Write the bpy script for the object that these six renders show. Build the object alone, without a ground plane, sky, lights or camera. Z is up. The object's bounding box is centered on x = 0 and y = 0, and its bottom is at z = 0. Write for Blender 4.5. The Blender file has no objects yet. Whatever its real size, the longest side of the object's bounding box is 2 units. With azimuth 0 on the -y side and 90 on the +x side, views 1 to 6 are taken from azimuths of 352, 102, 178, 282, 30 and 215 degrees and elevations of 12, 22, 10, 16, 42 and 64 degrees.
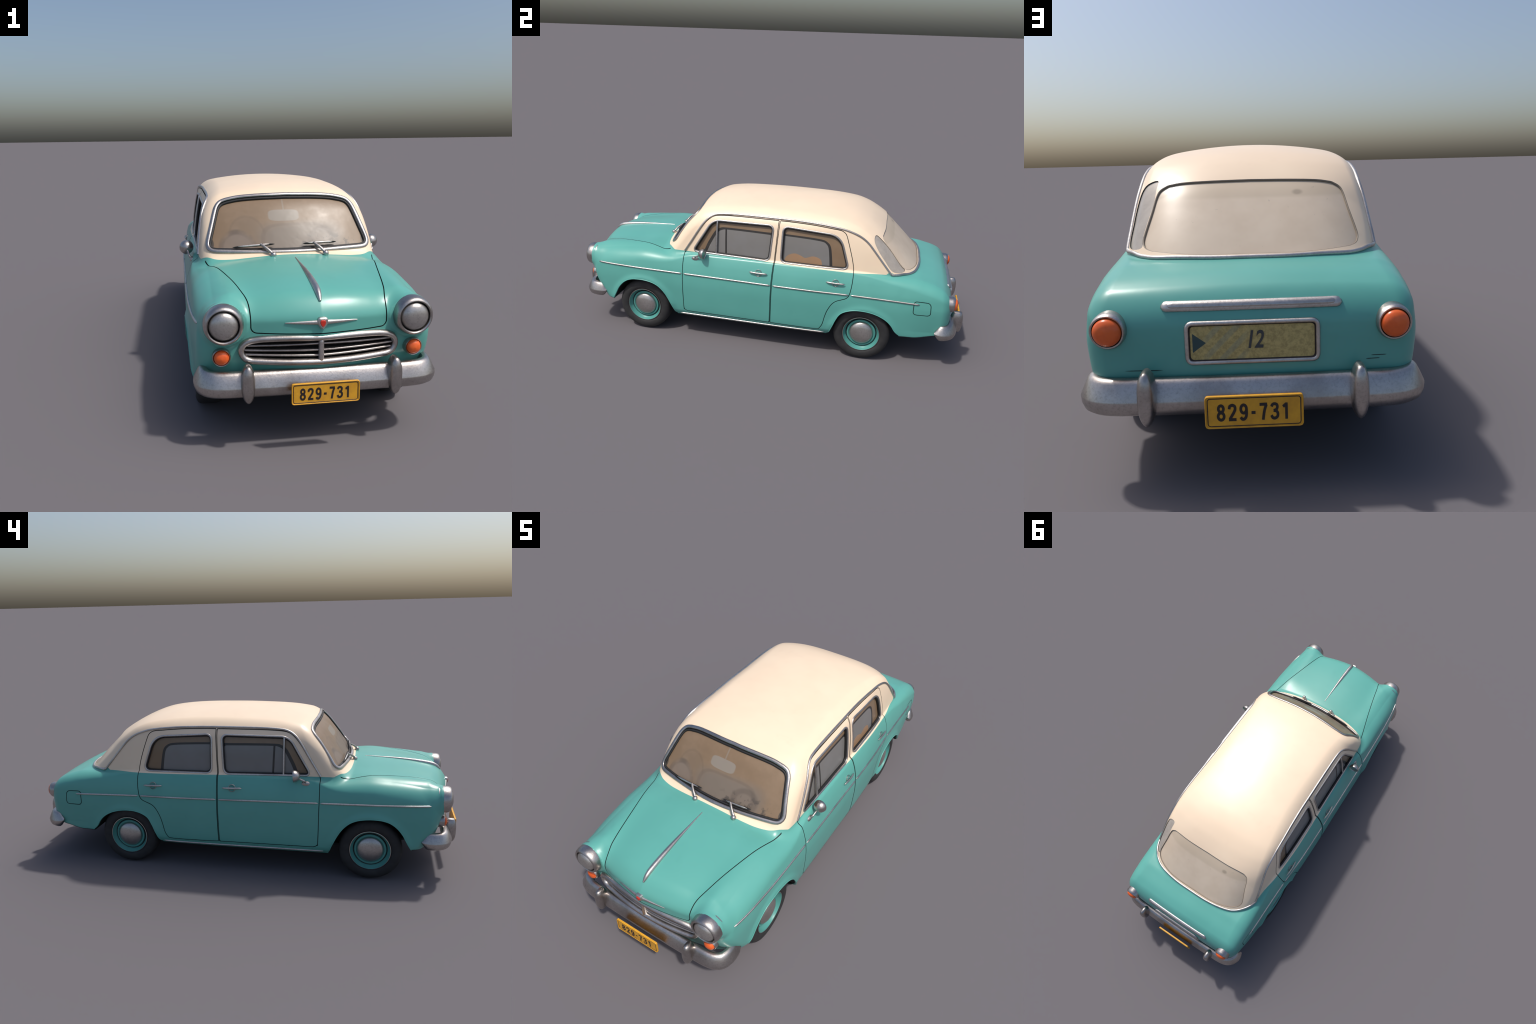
import bpy, math, random
import numpy as np

random.seed(7)
rng = np.random.default_rng(7)
H = 0.0055                     # cell size of the body surface mesh

# ------------------------------------------------------------------ curves
def curve(*pts):
    """Monotone cubic through (x, y) control points, flat slope ends clamped."""
    p = np.array(pts, float)
    x, y = p[:, 0], p[:, 1]
    d = np.diff(y) / np.diff(x)
    m = np.zeros_like(y)
    for i in range(1, len(x) - 1):
        if d[i - 1] * d[i] > 0:
            w1 = 2 * (x[i + 1] - x[i]) + (x[i] - x[i - 1])
            w2 = (x[i + 1] - x[i]) + 2 * (x[i] - x[i - 1])
            m[i] = (w1 + w2) / (w1 / d[i - 1] + w2 / d[i])
    m[0], m[-1] = d[0], d[-1]

    def f(t):
        t = np.asarray(t, float)
        i = np.clip(np.searchsorted(x, t) - 1, 0, len(x) - 2)
        h = x[i + 1] - x[i]
        s = np.clip((t - x[i]) / h, 0, 1)
        r = ((1 + 2 * s) * (1 - s) ** 2 * y[i] + s * (1 - s) ** 2 * h * m[i]
             + s * s * (3 - 2 * s) * y[i + 1] + s * s * (s - 1) * h * m[i + 1])
        r = r + np.where(t < x[0], (t - x[0]) * m[0], 0)
        r = r + np.where(t > x[-1], (t - x[-1]) * m[-1], 0)
        return r
    return f


def spline(pts, n=12, closed=False):
    """Centripetal-ish Catmull-Rom through points (any dimension)."""
    p = np.array(pts, float)
    m = len(p)
    out = []
    segs = m if closed else m - 1
    for i in range(segs):
        if closed:
            a, b, c, d = p[i - 1], p[i], p[(i + 1) % m], p[(i + 2) % m]
        else:
            b, c = p[i], p[i + 1]
            a = p[i - 1] if i > 0 else 2 * b - c
            d = p[i + 2] if i + 2 < m else 2 * c - b
        for k in range(n):
            s = k / n
            out.append(0.5 * ((2 * b) + (c - a) * s + (2 * a - 5 * b + 4 * c - d) * s * s
                              + (3 * b - a - 3 * c + d) * s ** 3))
    if not closed:
        out.append(p[-1])
    return np.array(out)


def round_poly(pts, rad, n=8):
    """Closed outline with each corner rounded (quadratic corner) by its radius."""
    p = np.array(pts, float)
    m = len(p)
    if np.isscalar(rad):
        rad = [rad] * m
    out = []
    for i in range(m):
        a, b, c = p[i - 1], p[i], p[(i + 1) % m]
        if rad[i] <= 0:
            out.append(b)
            continue
        la, lc = np.linalg.norm(a - b), np.linalg.norm(c - b)
        r1, r2 = min(rad[i], la * .48), min(rad[i], lc * .48)
        s, e = b + (a - b) / la * r1, b + (c - b) / lc * r2
        for k in range(n + 1):
            u = k / n
            # blend between quadratic bezier and circle-like bulge
            out.append((1 - u) ** 2 * s + 2 * u * (1 - u) * (b * .9 + (s + e) * .05) + u * u * e)
    return np.array(out)


def poly_sdf(q, poly, limit=None):
    """Signed distance of 2-D points q to closed polygon (negative inside)."""
    q = np.asarray(q, float)
    res = np.full(len(q), 1.0)
    lo, hi = poly.min(0) - .06, poly.max(0) + .06
    m = np.all((q > lo) & (q < hi), axis=1)
    idx = np.nonzero(m)[0]
    a = poly
    b = np.roll(poly, -1, axis=0)
    e = b - a
    ee = (e * e).sum(1) + 1e-18
    for s in range(0, len(idx), 20000):
        ii = idx[s:s + 20000]
        p = q[ii]
        w = p[:, None] - a[None]
        t = np.clip((w * e).sum(2) / ee, 0, 1)
        d = ((w - e * t[..., None]) ** 2).sum(2).min(1) ** .5
        c1 = a[None, :, 1] > p[:, None, 1]
        c2 = b[None, :, 1] > p[:, None, 1]
        xint = a[None, :, 0] + (p[:, None, 1] - a[None, :, 1]) / np.where(
            np.abs(e[None, :, 1]) < 1e-12, 1e-12, e[None, :, 1]) * e[None, :, 0]
        inside = ((c1 != c2) & (p[:, None, 0] < xint)).sum(1) % 2 == 1
        res[ii] = np.where(inside, -d, d)
    return res


# ------------------------------------------------------------------ outlines (y, z) on the flanks
ARCH_F = np.vstack([spline([(-.432, .118), (-.447, .159), (-.466, .200), (-.489, .238), (-.518, .267),
                            (-.548, .283), (-.583, .291), (-.622, .2935), (-.662, .290), (-.695, .279),
                            (-.724, .258), (-.748, .229), (-.762, .203), (-.774, .180), (-.784, .162), (-.792, .146)], 6),
                    [(-.792, .02), (-.432, .02)]])
ARCH_R = np.vstack([spline([(.700, .158), (.676, .182), (.657, .211), (.632, .235), (.598, .254),
                            (.559, .266), (.518, .271), (.475, .269), (.436, .257), (.409, .238),
                            (.391, .206), (.377, .170), (.364, .136), (.352, .118)], 6),
                    [(.352, .02), (.70, .02)]])

DOOR_F = np.vstack([spline([(.0640, .146), (.0652, .25), (.0656, .349), (.069, .453), (.0745, .56), (.078, .654)], 6),
                    spline([(.05, .6545), (-.10, .6545), (-.20, .652), (-.248, .645), (-.277, .626),
                            (-.300, .600), (-.322, .567), (-.355, .513), (-.389, .459), (-.3912, .43),
                            (-.3912, .354), (-.387, .175), (-.383, .156), (-.368, .147)], 6)])
DOOR_R = np.vstack([spline([(.0835, .654), (.081, .60), (.073, .453), (.0700, .349), (.0692, .25), (.0682, .146)], 6),
                    spline([(.10, .1445), (.22, .143), (.303, .1445), (.3185, .155), (.3292, .1763), (.3371, .2135),
                            (.3475, .2504), (.366, .2865), (.386, .3056), (.414, .317), (.435, .327),
                            (.4475, .347), (.455, .395), (.4560, .446), (.4475, .495), (.434, .542), (.413, .604),
                            (.402, .626), (.385, .637)], 6),
                    spline([(.37, .640), (.25, .650), (.12, .654)], 6)])
FUEL = round_poly([(.7505, .350), (.8265, .3475), (.831, .283), (.7495, .283)], [.013, .018, .016, .016])

WIN_F = round_poly([(.052, .627), (.0405, .4605), (-.345, .4665), (-.250, .6245)], [.022, .022, .020, .034])
WIN_R = round_poly([(.106, .628), (.104, .4615), (.427, .4600), (.378, .611)], [.022, .022, .026, .050])
PANE_F = np.vstack([spline([(.047, .575), (.040, .582), (.025, .5840), (-.075, .5863), (-.178, .5873), (-.205, .5835), (-.223, .573), (-.236, .556), (-.250, .530), (-.264, .502), (-.290, .440)], 5), [(-.28, .43), (.047, .43)]])
FRAME_F = np.vstack([spline([(.065, .597), (.030, .5945), (-.075, .5965), (-.185, .5975), (-.215, .593), (-.238, .578), (-.252, .558), (-.267, .530), (-.281, .502), (-.305, .440)], 5), [(-.29, .42), (.065, .42)]])
PANE_R = np.vstack([spline([(.09, .5870), (.20, .5835), (.290, .5775), (.314, .5675), (.326, .550), (.333, .510), (.339, .455)], 5), [(.339, .42), (.09, .42)]])
FRAME_R = np.vstack([spline([(.08, .5965), (.20, .5930), (.290, .5875), (.320, .5765), (.337, .556), (.346, .512), (.353, .455)], 5), [(.353, .41), (.08, .41)]])


def mirror_x(pts):
    p = np.array(pts, float)
    return np.vstack([p, (p * [-1, 1])[::-1]])


WSHIELD = mirror_x(np.vstack([spline([(.0, .6655), (.10, .6630), (.17, .6580), (.215, .6500)], 8)[:-1],
                              spline([(.215, .650), (.236, .642), (.250, .627), (.2585, .605)], 5)[:-1],
                              spline([(.2585, .605), (.274, .555), (.2855, .517), (.2865, .502), (.2785, .4935), (.262, .4905)], 5)[:-1],
                              spline([(.262, .4905), (.15, .4890), (.0, .4885)], 8)]))
RWINDOW = mirror_x(np.vstack([spline([(.0, .6165), (.10, .6150), (.17, .6120), (.210, .6060)], 8)[:-1],
                              spline([(.210, .606), (.230, .594), (.239, .577), (.247, .54), (.258, .497), (.261, .476), (.253, .4625), (.235, .4575)], 5)[:-1],
                              spline([(.235, .4575), (.12, .4520), (.0, .4515)], 8)]))
SLIVER = spline([(.541, .617), (.5385, .595), (.563, .553), (.598, .508), (.629, .470), (.660, .457), (.693, .462), (.668, .490), (.618, .549), (.574, .593)], 5, True)
SEAT = np.vstack([spline([(.114, .455), (.123, .4834), (.1435, .4999), (.170, .5058), (.1965, .4978), (.2153, .4895), (.2334, .4939),
                          (.254, .5008), (.280, .4967), (.2966, .4848), (.3032, .455)], 5), [(.30, .44), (.12, .44)]])

GRILLE = mirror_x(np.vstack([spline([(0, .3205), (.10, .3225), (.165, .3205), (.197, .3160)], 8)[:-1],
                         spline([(.197, .316), (.215, .3075), (.2255, .2920), (.2240, .2750), (.213, .2610), (.197, .2555)], 6)[:-1],
                         spline([(.197, .2555), (.10, .2510), (0, .2485)], 8)]))
TAILHOLE = round_poly([(-.1315, .2590), (.1315, .2590), (.1315, .3395), (-.1315, .3395)], .010)

# ------------------------------------------------------------------ body surface (implicit)
side_w = curve((-1.0, .318), (-.95, .333), (-.91, .3435), (-.86, .3530), (-.75, .3655), (-.6, .3730), (-.4, .3760), (-.1, .3775), (.1, .3785),
               (.25, .3770), (.45, .3670), (.6, .3630), (.75, .3600), (.83, .3555), (.88, .350), (.93, .341), (1.0, .325))
side_s = curve((.05, -.066), (.10, -.038), (.115, -.028), (.13, -.014), (.15, -.006), (.20, -.002), (.28, .0), (.35, -.005), (.40, -.0165),
               (.433, -.029), (.455, -.041), (.48, -.058), (.55, -.12))
hood_c = curve((-1.0, .40), (-.95, .419), (-.90, .4385), (-.85, .451), (-.75, .4645), (-.65, .4715), (-.55, .4755), (-.5, .4745), (-.3, .466), (.3, .466),
               (.6, .452), (.76, .4435), (.80, .4355), (.84, .4255), (.88, .4085), (.92, .3855), (1.0, .33))
hood_A = curve((-1.0, .55), (-.9, .62), (-.863, .58), (-.789, .46), (-.70, .37), (-.61, .28), (-.49, .38), (-.40, .28), (-.3, .12), (.6, .10), (.76, .11), (.9, .12), (1.0, .12))
hood_B = curve((-1.0, .036), (-.9, .036), (-.863, .027), (-.789, .0145), (-.70, .008), (-.61, .004), (-.5, .002), (-.4, .0), (1.0, .0))
fillet_r = curve((-1.0, .042), (-.9, .046), (-.75, .054), (-.6, .056), (-.45, .034), (-.36, .010), (.5, .010), (.65, .030), (.8, .045), (.92, .038), (1.0, .038))
front_a = curve((0, -.9490), (.05, -.9440), (.10, -.9375), (.15, -.9285), (.20, -.917), (.24, -.911), (.275, -.911), (.33, -.909), (.42, -.90))
front_z = curve((.0, .16), (.15, .072), (.21, .036), (.245, .017), (.27, .008), (.31, .0), (.37, -.001), (.42, .010), (.5, .04))
rear_z = curve((.0, .86), (.15, .899), (.2, .923), (.25, .932), (.3, .932), (.36, .9255), (.42, .912), (.5, .88))
rear_a = curve((0, 0), (.1, .0), (.2, -.002), (.3, -.007), (.38, -.02))
floor_z = curve((-1.0, .15), (-.83, .1495), (-.79, .1520), (-.70, .14), (-.44, .104), (.36, .106), (.55, .14), (.70, .150), (.76, .150), (.86, .168), (1.0, .18))

cab_w = curve((-.6, .283), (-.5, .306), (-.4, .3225), (-.2, .3255), (.1, .3260), (.3, .3245), (.45, .3195), (.55, .3125), (.63, .3080), (.70, .294), (.77, .264), (.85, .22))
cab_s = curve((.40, .004), (.455, .0), (.50, -.0055), (.55, -.0125), (.62, -.0265), (.66, -.0375), (.70, -.056), (.75, -.087))
roof_c = curve((-.60, .47), (-.42, .642), (-.37, .6675), (-.33, .6835), (-.28, .6960), (-.2, .7070), (-.1, .7125), (.05, .7158), (.15, .7147),
               (.25, .7110), (.35, .7030), (.43, .6895), (.50, .665), (.55, .638), (.60, .603), (.66, .548), (.72, .489), (.762, .445), (.82, .38), (1.0, .2))
roof_K = curve((-.5, .33), (-.36, .33), (-.2, .36), (.1, .39), (.35, .33), (.5, .16), (.62, .02), (.8, .0))
wind_z = curve((.40, -.563), (.44, -.536), (.478, -.509), (.54, -.4655), (.58, -.4365), (.637, -.3925), (.672, -.364), (.72, -.322), (.80, -.25))

roof_r = curve((-.6, .045), (.15, .045), (.45, .028), (.65, .020), (1.0, .02))


def rmax(a, b, r):
    return np.minimum(np.maximum(a, b), -r) + np.hypot(np.maximum(a + r, 0), np.maximum(b + r, 0))


def rmin(a, b, r):
    return np.maximum(np.minimum(a, b), r) - np.hypot(np.maximum(r - a, 0), np.maximum(r - b, 0))


def slope(fn, u, v, e=.002):
    f0 = fn(u, v)
    return f0, np.sqrt(1 + ((fn(u + e, v) - f0) / e) ** 2 + ((fn(u, v + e) - f0) / e) ** 2)


def f_side(y, z):
    w = side_w(y) + side_s(z)
    w = w - .011 * np.clip((.31 - z) / .12, 0, 1) ** 1.2 * np.clip((y - .66) / .18, 0, 1)
    for cy, cz, rr, k in ((-.612, .135, .163, .006), (.525, .120, .156, .0045)):
        d = np.hypot((y - cy) * .98, np.maximum(z - cz, (z - cz) * .25)) - rr
        w = w + k * np.exp(-(d / .017) ** 2) * np.clip((z - .13) / .05, 0, 1)
    return w


def f_top(a, y):
    g = np.exp(-((a - .262) / .046) ** 2)
    over = np.maximum(a - .262, 0)
    return hood_c(y) - hood_A(y) * np.minimum(a, .30) ** 2 + hood_B(y) * np.where(a > .262, 1 - (over / .09) ** 2, g)


def f_front(a, z):
    back = front_z(z)
    keep = .40 + .60 * np.clip((a - .25) / .07, 0, 1)
    return front_a(a) + np.where(z < .31, back * keep, back)


def f_rear(a, z):
    return rear_a(a) + rear_z(z)


def f_roof(a, y):
    q = .072 * (a / .285) ** 4 * np.clip((y - .2) / .4, 0, 1)
    return roof_c(y + q) - roof_K(y) * a ** 2 - 1.2 * np.clip((.45 - y) / .3, 0, 1) * np.maximum(a - .2, 0) ** 2


def f_wind(a, z):
    return wind_z(z) + np.clip(.42 + .85 * (z - .478), .38, .62) * a ** 2 + 2.0 * np.maximum(a - .26, 0) ** 2


def body_field(a, y, z):
    """Implicit body: a = |x|. Works with broadcastable arrays."""
    w, s = slope(f_side, y, z)
    side = (a - w) / s
    t, s = slope(f_top, a, y)
    top = (z - t) / s
    fr, s = slope(f_front, a, z)
    front = (fr - y) / s
    re, s = slope(f_rear, a, z)
    rear = (y - re) / s
    r = fillet_r(y)
    d = rmax(side, top, r)
    d = rmax(d, front, .045)
    d = rmax(d, rear, .038)
    d = rmax(d, floor_z(y) - z, .010)
    # headlight pod
    pod = np.hypot(a - .2745, z - .3655) - (.0596 - .22 * np.maximum(y + .900, 0))
    pod = np.maximum(np.maximum(pod, -.9125 - y), y + .82)
    d = rmin(d, pod, .022)
    w, s = slope(lambda u, v: cab_w(u) + cab_s(v), y, z)
    cab = (a - w) / s
    t, s = slope(f_roof, a, y)
    cab = rmax(cab, (z - t) / s, roof_r(y))
    ww, s = slope(f_wind, a, z)
    cab = rmax(cab, (ww - y) / s, .028)
    cab = np.maximum(cab, .40 - z)
    return rmin(d, cab, .008 + .016 * np.clip((-.36 - y) / .08, 0, 1))


def field(p):
    return body_field(np.sqrt(p[:, 0] ** 2 + 1e-10), p[:, 1], p[:, 2])


def grad(p, e=.0012):
    g = np.empty_like(p)
    for k in range(3):
        q = p.copy(); q[:, k] += e
        r = p.copy(); r[:, k] -= e
        g[:, k] = (field(q) - field(r)) / (2 * e)
    return g


def project(p, it=4):
    p = np.array(p, float)
    for _ in range(it):
        g = grad(p)
        p = p - g * (field(p) / np.maximum((g * g).sum(1), 1e-4))[:, None]
    return p


def normals(p):
    g = grad(p)
    return g / np.maximum(np.linalg.norm(g, axis=1), 1e-9)[:, None]


def on_side(y, z, sgn=1):
    """Surface point of the flank at (y, z)."""
    y, z = np.asarray(y, float), np.asarray(z, float)
    lo, hi = np.full(y.shape, .15), np.full(y.shape, .45)
    for _ in range(40):
        m = (lo + hi) / 2
        f = body_field(m, y, z)
        lo, hi = np.where(f < 0, m, lo), np.where(f < 0, hi, m)
    return np.stack([sgn * lo, y, z], -1)


def on_axis(pts, axis, start, end):
    """March from start to end along an axis to the surface; pts has the other two coordinates filled."""
    p = np.array(pts, float)
    lo, hi = np.full(len(p), start, float), np.full(len(p), end, float)
    for _ in range(40):
        m = (lo + hi) / 2
        p[:, axis] = m
        f = field(p)
        lo, hi = np.where(f < 0, m, lo), np.where(f < 0, hi, m)
    p[:, axis] = lo
    return p


def on_front(xz):
    xz = np.asarray(xz, float)
    p = np.stack([xz[:, 0], np.zeros(len(xz)), xz[:, 1]], 1)
    return on_axis(p, 1, -.2, -1.05)


def on_back(xz):
    xz = np.asarray(xz, float)
    p = np.stack([xz[:, 0], np.zeros(len(xz)), xz[:, 1]], 1)
    return on_axis(p, 1, .2, 1.05)


def on_top(xy):
    xy = np.asarray(xy, float)
    p = np.stack([xy[:, 0], xy[:, 1], np.zeros(len(xy))], 1)
    return on_axis(p, 2, .3, .8)


def surface_mesh():
    """Surface nets over the implicit body -> vertices, triangles."""
    nx = int(.42 / H)
    xs = (np.arange(-nx, nx + 1)) * H
    ys = np.arange(-1.0, 1.0, H)
    zs = np.arange(.08, .76, H)
    a = (np.arange(0, nx + 1) * H)[:, None, None]
    half = body_field(a + 1e-6, ys[None, :, None], zs[None, None, :])
    F = np.concatenate([half[:0:-1], half], 0)
    S = F < 0
    n = np.array(F.shape) - 1
    cnt = np.zeros(n, np.int16)
    corners = [(i, j, k) for i in (0, 1) for j in (0, 1) for k in (0, 1)]
    sub = lambda A, c: A[c[0]:c[0] + n[0], c[1]:c[1] + n[1], c[2]:c[2] + n[2]]
    for c in corners:
        cnt += sub(S, c)
    act = (cnt > 0) & (cnt < 8)
    ci = np.argwhere(act)
    vid = np.full(n, -1, np.int64)
    vid[act] = np.arange(len(ci))
    acc = np.zeros((len(ci), 3)); num = np.zeros(len(ci))
    base = ci.T
    for c in corners:
        for ax in range(3):
            if c[ax]:
                continue
            d = list(c); d[ax] = 1
            f0 = F[base[0] + c[0], base[1] + c[1], base[2] + c[2]]
            f1 = F[base[0] + d[0], base[1] + d[1], base[2] + d[2]]
            m = (f0 < 0) != (f1 < 0)
            t = np.where(m, f0 / np.where(m, f0 - f1, 1), 0)
            p = np.tile(np.array(c, float), (len(ci), 1)); p[:, ax] = t
            acc += np.where(m[:, None], p, 0); num += m
    V = (ci + acc / num[:, None]) * H + np.array([xs[0], ys[0], zs[0]])
    quads = []
    for ax in range(3):
        b, c = (ax + 1) % 3, (ax + 2) % 3
        sl0 = [slice(1, -1)] * 3; sl1 = [slice(1, -1)] * 3
        sl0[ax] = slice(0, -1); sl1[ax] = slice(1, None)
        s0, s1 = S[tuple(sl0)], S[tuple(sl1)]
        e = np.argwhere(s0 != s1)
        flip = s0[tuple(e.T)]
        g = e.copy(); g[:, b] += 1; g[:, c] += 1
        def cell(db, dc):
            q = g.copy(); q[:, b] += db; q[:, c] += dc
            return vid[tuple(q.T)]
        q = np.stack([cell(-1, -1), cell(0, -1), cell(0, 0), cell(-1, 0)], 1)
        q[~flip] = q[~flip][:, ::-1]
        quads.append(q)
    Q = np.concatenate(quads)
    # one relaxation pass for even cells, then snap to the exact surface
    V = project(V, 1)
    for _ in range(2):
        s = np.zeros_like(V); k = np.zeros(len(V))
        for i in range(4):
            np.add.at(s, Q[:, i], V[Q[:, (i + 1) % 4]] + V[Q[:, i - 1]])
            np.add.at(k, Q[:, i], 2)
        V = project(.4 * V + .6 * s / k[:, None], 1)
    V = project(V, 2)
    d1 = np.linalg.norm(V[Q[:, 0]] - V[Q[:, 2]], axis=1)
    d2 = np.linalg.norm(V[Q[:, 1]] - V[Q[:, 3]], axis=1)
    m = d1 < d2
    T = np.concatenate([Q[m][:, [0, 1, 2]], Q[m][:, [0, 2, 3]], Q[~m][:, [0, 1, 3]], Q[~m][:, [1, 2, 3]]])
    return V, T


def split(V, T, F, k, iso=0.0):
    """Cut the triangle mesh along field column k == iso. F holds all fields per vertex."""
    f = F[:, k] - iso
    f = np.where(np.abs(f) < 1e-6, 1e-6, f)
    s = f > 0
    st = s[T]
    c = st.sum(1)
    mixed = (c == 1) | (c == 2)
    if not mixed.any():
        return V, T, F
    M = T[mixed]; sm = st[mixed]
    lone = np.where((sm.sum(1) == 1)[:, None], sm, ~sm).argmax(1)
    r = np.arange(len(M))
    A, B, C = M[r, lone], M[r, (lone + 1) % 3], M[r, (lone + 2) % 3]
    E = np.concatenate([np.stack([A, B], 1), np.stack([A, C], 1)])
    Es = np.sort(E, 1)
    U, inv = np.unique(Es, axis=0, return_inverse=True)
    inv = inv.ravel()
    t = f[U[:, 0]] / (f[U[:, 0]] - f[U[:, 1]])
    nv = V[U[:, 0]] + t[:, None] * (V[U[:, 1]] - V[U[:, 0]])
    nf = F[U[:, 0]] + t[:, None] * (F[U[:, 1]] - F[U[:, 0]])
    nf[:, k] = iso
    ab, ac = inv[:len(M)] + len(V), inv[len(M):] + len(V)
    T2 = np.concatenate([T[~mixed], np.stack([A, ab, ac], 1), np.stack([ab, B, C], 1), np.stack([ab, C, ac], 1)])
    return np.vstack([V, nv]), T2, np.vstack([F, nf])


# ------------------------------------------------------------------ materials
def lin(r, g, b):
    f = lambda c: (c / 255 / 12.92) if c / 255 <= .04045 else ((c / 255 + .055) / 1.055) ** 2.4
    return (f(r), f(g), f(b), 1)


def new_mat(name):
    m = bpy.data.materials.new(name)
    m.use_nodes = True
    return m, m.node_tree.nodes, m.node_tree.links, m.node_tree.nodes['Principled BSDF']


def mix_col(N, L, fac, a, b):
    n = N.new('ShaderNodeMix'); n.data_type = 'RGBA'
    for sock, val in ((0, fac), (6, a), (7, b)):
        if hasattr(val, 'is_linked'):
            L.new(val, n.inputs[sock])
        else:
            n.inputs[sock].default_value = val
    return n.outputs[2]


def noise(N, L, vec, scale, detail=4, rough=.55, stretch=None):
    if stretch:
        mp = N.new('ShaderNodeMapping'); mp.inputs['Scale'].default_value = stretch
        L.new(vec, mp.inputs['Vector']); vec = mp.outputs[0]
    n = N.new('ShaderNodeTexNoise')
    n.inputs['Scale'].default_value = scale
    n.inputs['Detail'].default_value = detail
    n.inputs['Roughness'].default_value = rough
    L.new(vec, n.inputs['Vector'])
    return n.outputs['Fac']


def ramp(N, L, fac, lo, hi):
    n = N.new('ShaderNodeMapRange')
    n.inputs[1].default_value = lo; n.inputs[2].default_value = hi
    n.interpolation_type = 'SMOOTHSTEP'
    L.new(fac, n.inputs[0])
    return n.outputs[0]


def mul(N, L, a, v):
    n = N.new('ShaderNodeMath'); n.operation = 'MULTIPLY'
    L.new(a, n.inputs[0])
    if hasattr(v, 'is_linked'):
        L.new(v, n.inputs[1])
    else:
        n.inputs[1].default_value = v
    return n.outputs[0]


def paint(name, col, dark, light, rough=.38, chips=None):
    m, N, L, B = new_mat(name)
    tc = N.new('ShaderNodeTexCoord').outputs['Object']
    c = mix_col(N, L, ramp(N, L, noise(N, L, tc, 5, 3), .35, .7), col, light)
    c = mix_col(N, L, mul(N, L, ramp(N, L, noise(N, L, tc, 14, 6, .65), .55, .8), .35), c, dark)
    if chips:
        c = mix_col(N, L, mul(N, L, ramp(N, L, noise(N, L, tc, 42, 5, .7), .70, .76), .5), c, chips)
    L.new(c, B.inputs['Base Color'])
    rr = N.new('ShaderNodeMapRange')
    rr.inputs[3].default_value = rough - .05; rr.inputs[4].default_value = rough + .10
    L.new(noise(N, L, tc, 9, 5), rr.inputs[0])
    L.new(rr.outputs[0], B.inputs['Roughness'])
    B.inputs['Specular IOR Level'].default_value = .5
    bp = N.new('ShaderNodeBump'); bp.inputs['Strength'].default_value = .05; bp.inputs['Distance'].default_value = .004
    L.new(noise(N, L, tc, 18, 3), bp.inputs['Height'])
    L.new(bp.outputs[0], B.inputs['Normal'])
    return m


def metal(name, col, col2, rough=.32, scale=40, metallic=1.0):
    m, N, L, B = new_mat(name)
    tc = N.new('ShaderNodeTexCoord').outputs['Object']
    c = mix_col(N, L, ramp(N, L, noise(N, L, tc, 9, 5, .6), .4, .7), col, col2)
    c = mix_col(N, L, mul(N, L, ramp(N, L, noise(N, L, tc, 170, 4, .75), .45, .70), .50), c, tuple(v * .8 for v in col2[:3]) + (1,))
    L.new(c, B.inputs['Base Color'])
    B.inputs['Metallic'].default_value = metallic
    rr = N.new('ShaderNodeMapRange')
    rr.inputs[3].default_value = rough - .06; rr.inputs[4].default_value = rough + .14
    L.new(noise(N, L, tc, scale, 5, .7), rr.inputs[0])
    L.new(rr.outputs[0], B.inputs['Roughness'])
    bp = N.new('ShaderNodeBump'); bp.inputs['Strength'].default_value = .16; bp.inputs['Distance'].default_value = .002
    L.new(noise(N, L, tc, 160, 4), bp.inputs['Height'])
    L.new(bp.outputs[0], B.inputs['Normal'])
    return m


def plain(name, col, rough=.5, metallic=0, var=None, vscale=20, spec=.5):
    m, N, L, B = new_mat(name)
    if var:
        tc = N.new('ShaderNodeTexCoord').outputs['Object']
        L.new(mix_col(N, L, ramp(N, L, noise(N, L, tc, vscale, 5, .65), .35, .7), col, var), B.inputs['Base Color'])
    else:
        B.inputs['Base Color'].default_value = col
    B.inputs['Roughness'].default_value = rough
    B.inputs['Metallic'].default_value = metallic
    B.inputs['Specular IOR Level'].default_value = spec
    return m


TEAL = paint('teal_paint', (.106, .370, .318, 1), (.090, .325, .28, 1), (.114, .388, .335, 1), .29)
CREAM = paint('cream_paint', (.86, .680, .495, 1), (.78, .605, .435, 1), (.885, .710, .52, 1), .34)
CHROME = metal('worn_chrome', (.52, .49, .47, 1), (.38, .35, .33, 1), .30)
TRIM = metal('trim_chrome', (.62, .59, .565, 1), (.46, .43, .41, 1), .36, 60)
SLAT = metal('grille_metal', (.40, .375, .36, 1), (.26, .24, .23, 1), .42, 60)  # base colour darkened to tone down sunlight on the slats
RUBBER = plain('black_rubber', (.012, .012, .013, 1), .6)
TYRE = plain('tyre_rubber', (.020, .020, .021, 1), .75, 0, (.030, .030, .030, 1), 30)
UNDER = plain('underbody_black', (.012, .011, .011, 1), .8)
WELL = plain('wheel_well_dark', (.010, .010, .010, 1), .9)
SEAL = plain('seam_dark', (.012, .020, .020, 1), .7)
TINT = plain('tinted_glass_brown', (.215, .145, .088, 1), .22, 0, (.24, .165, .105, 1), 6)
PANE = plain('clear_pane_grey', (.195, .188, .178, 1), .22, 0, (.205, .20, .195, 1), 8)
INNERF = plain('dark_inner_frame', (.035, .032, .030, 1), .35)
ORANGE = plain('orange_lens', (.80, .140, .028, 1), .28, 0, (.70, .105, .02, 1), 30)
RED = plain('red_enamel', (.55, .035, .02, 1), .3)
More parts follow.
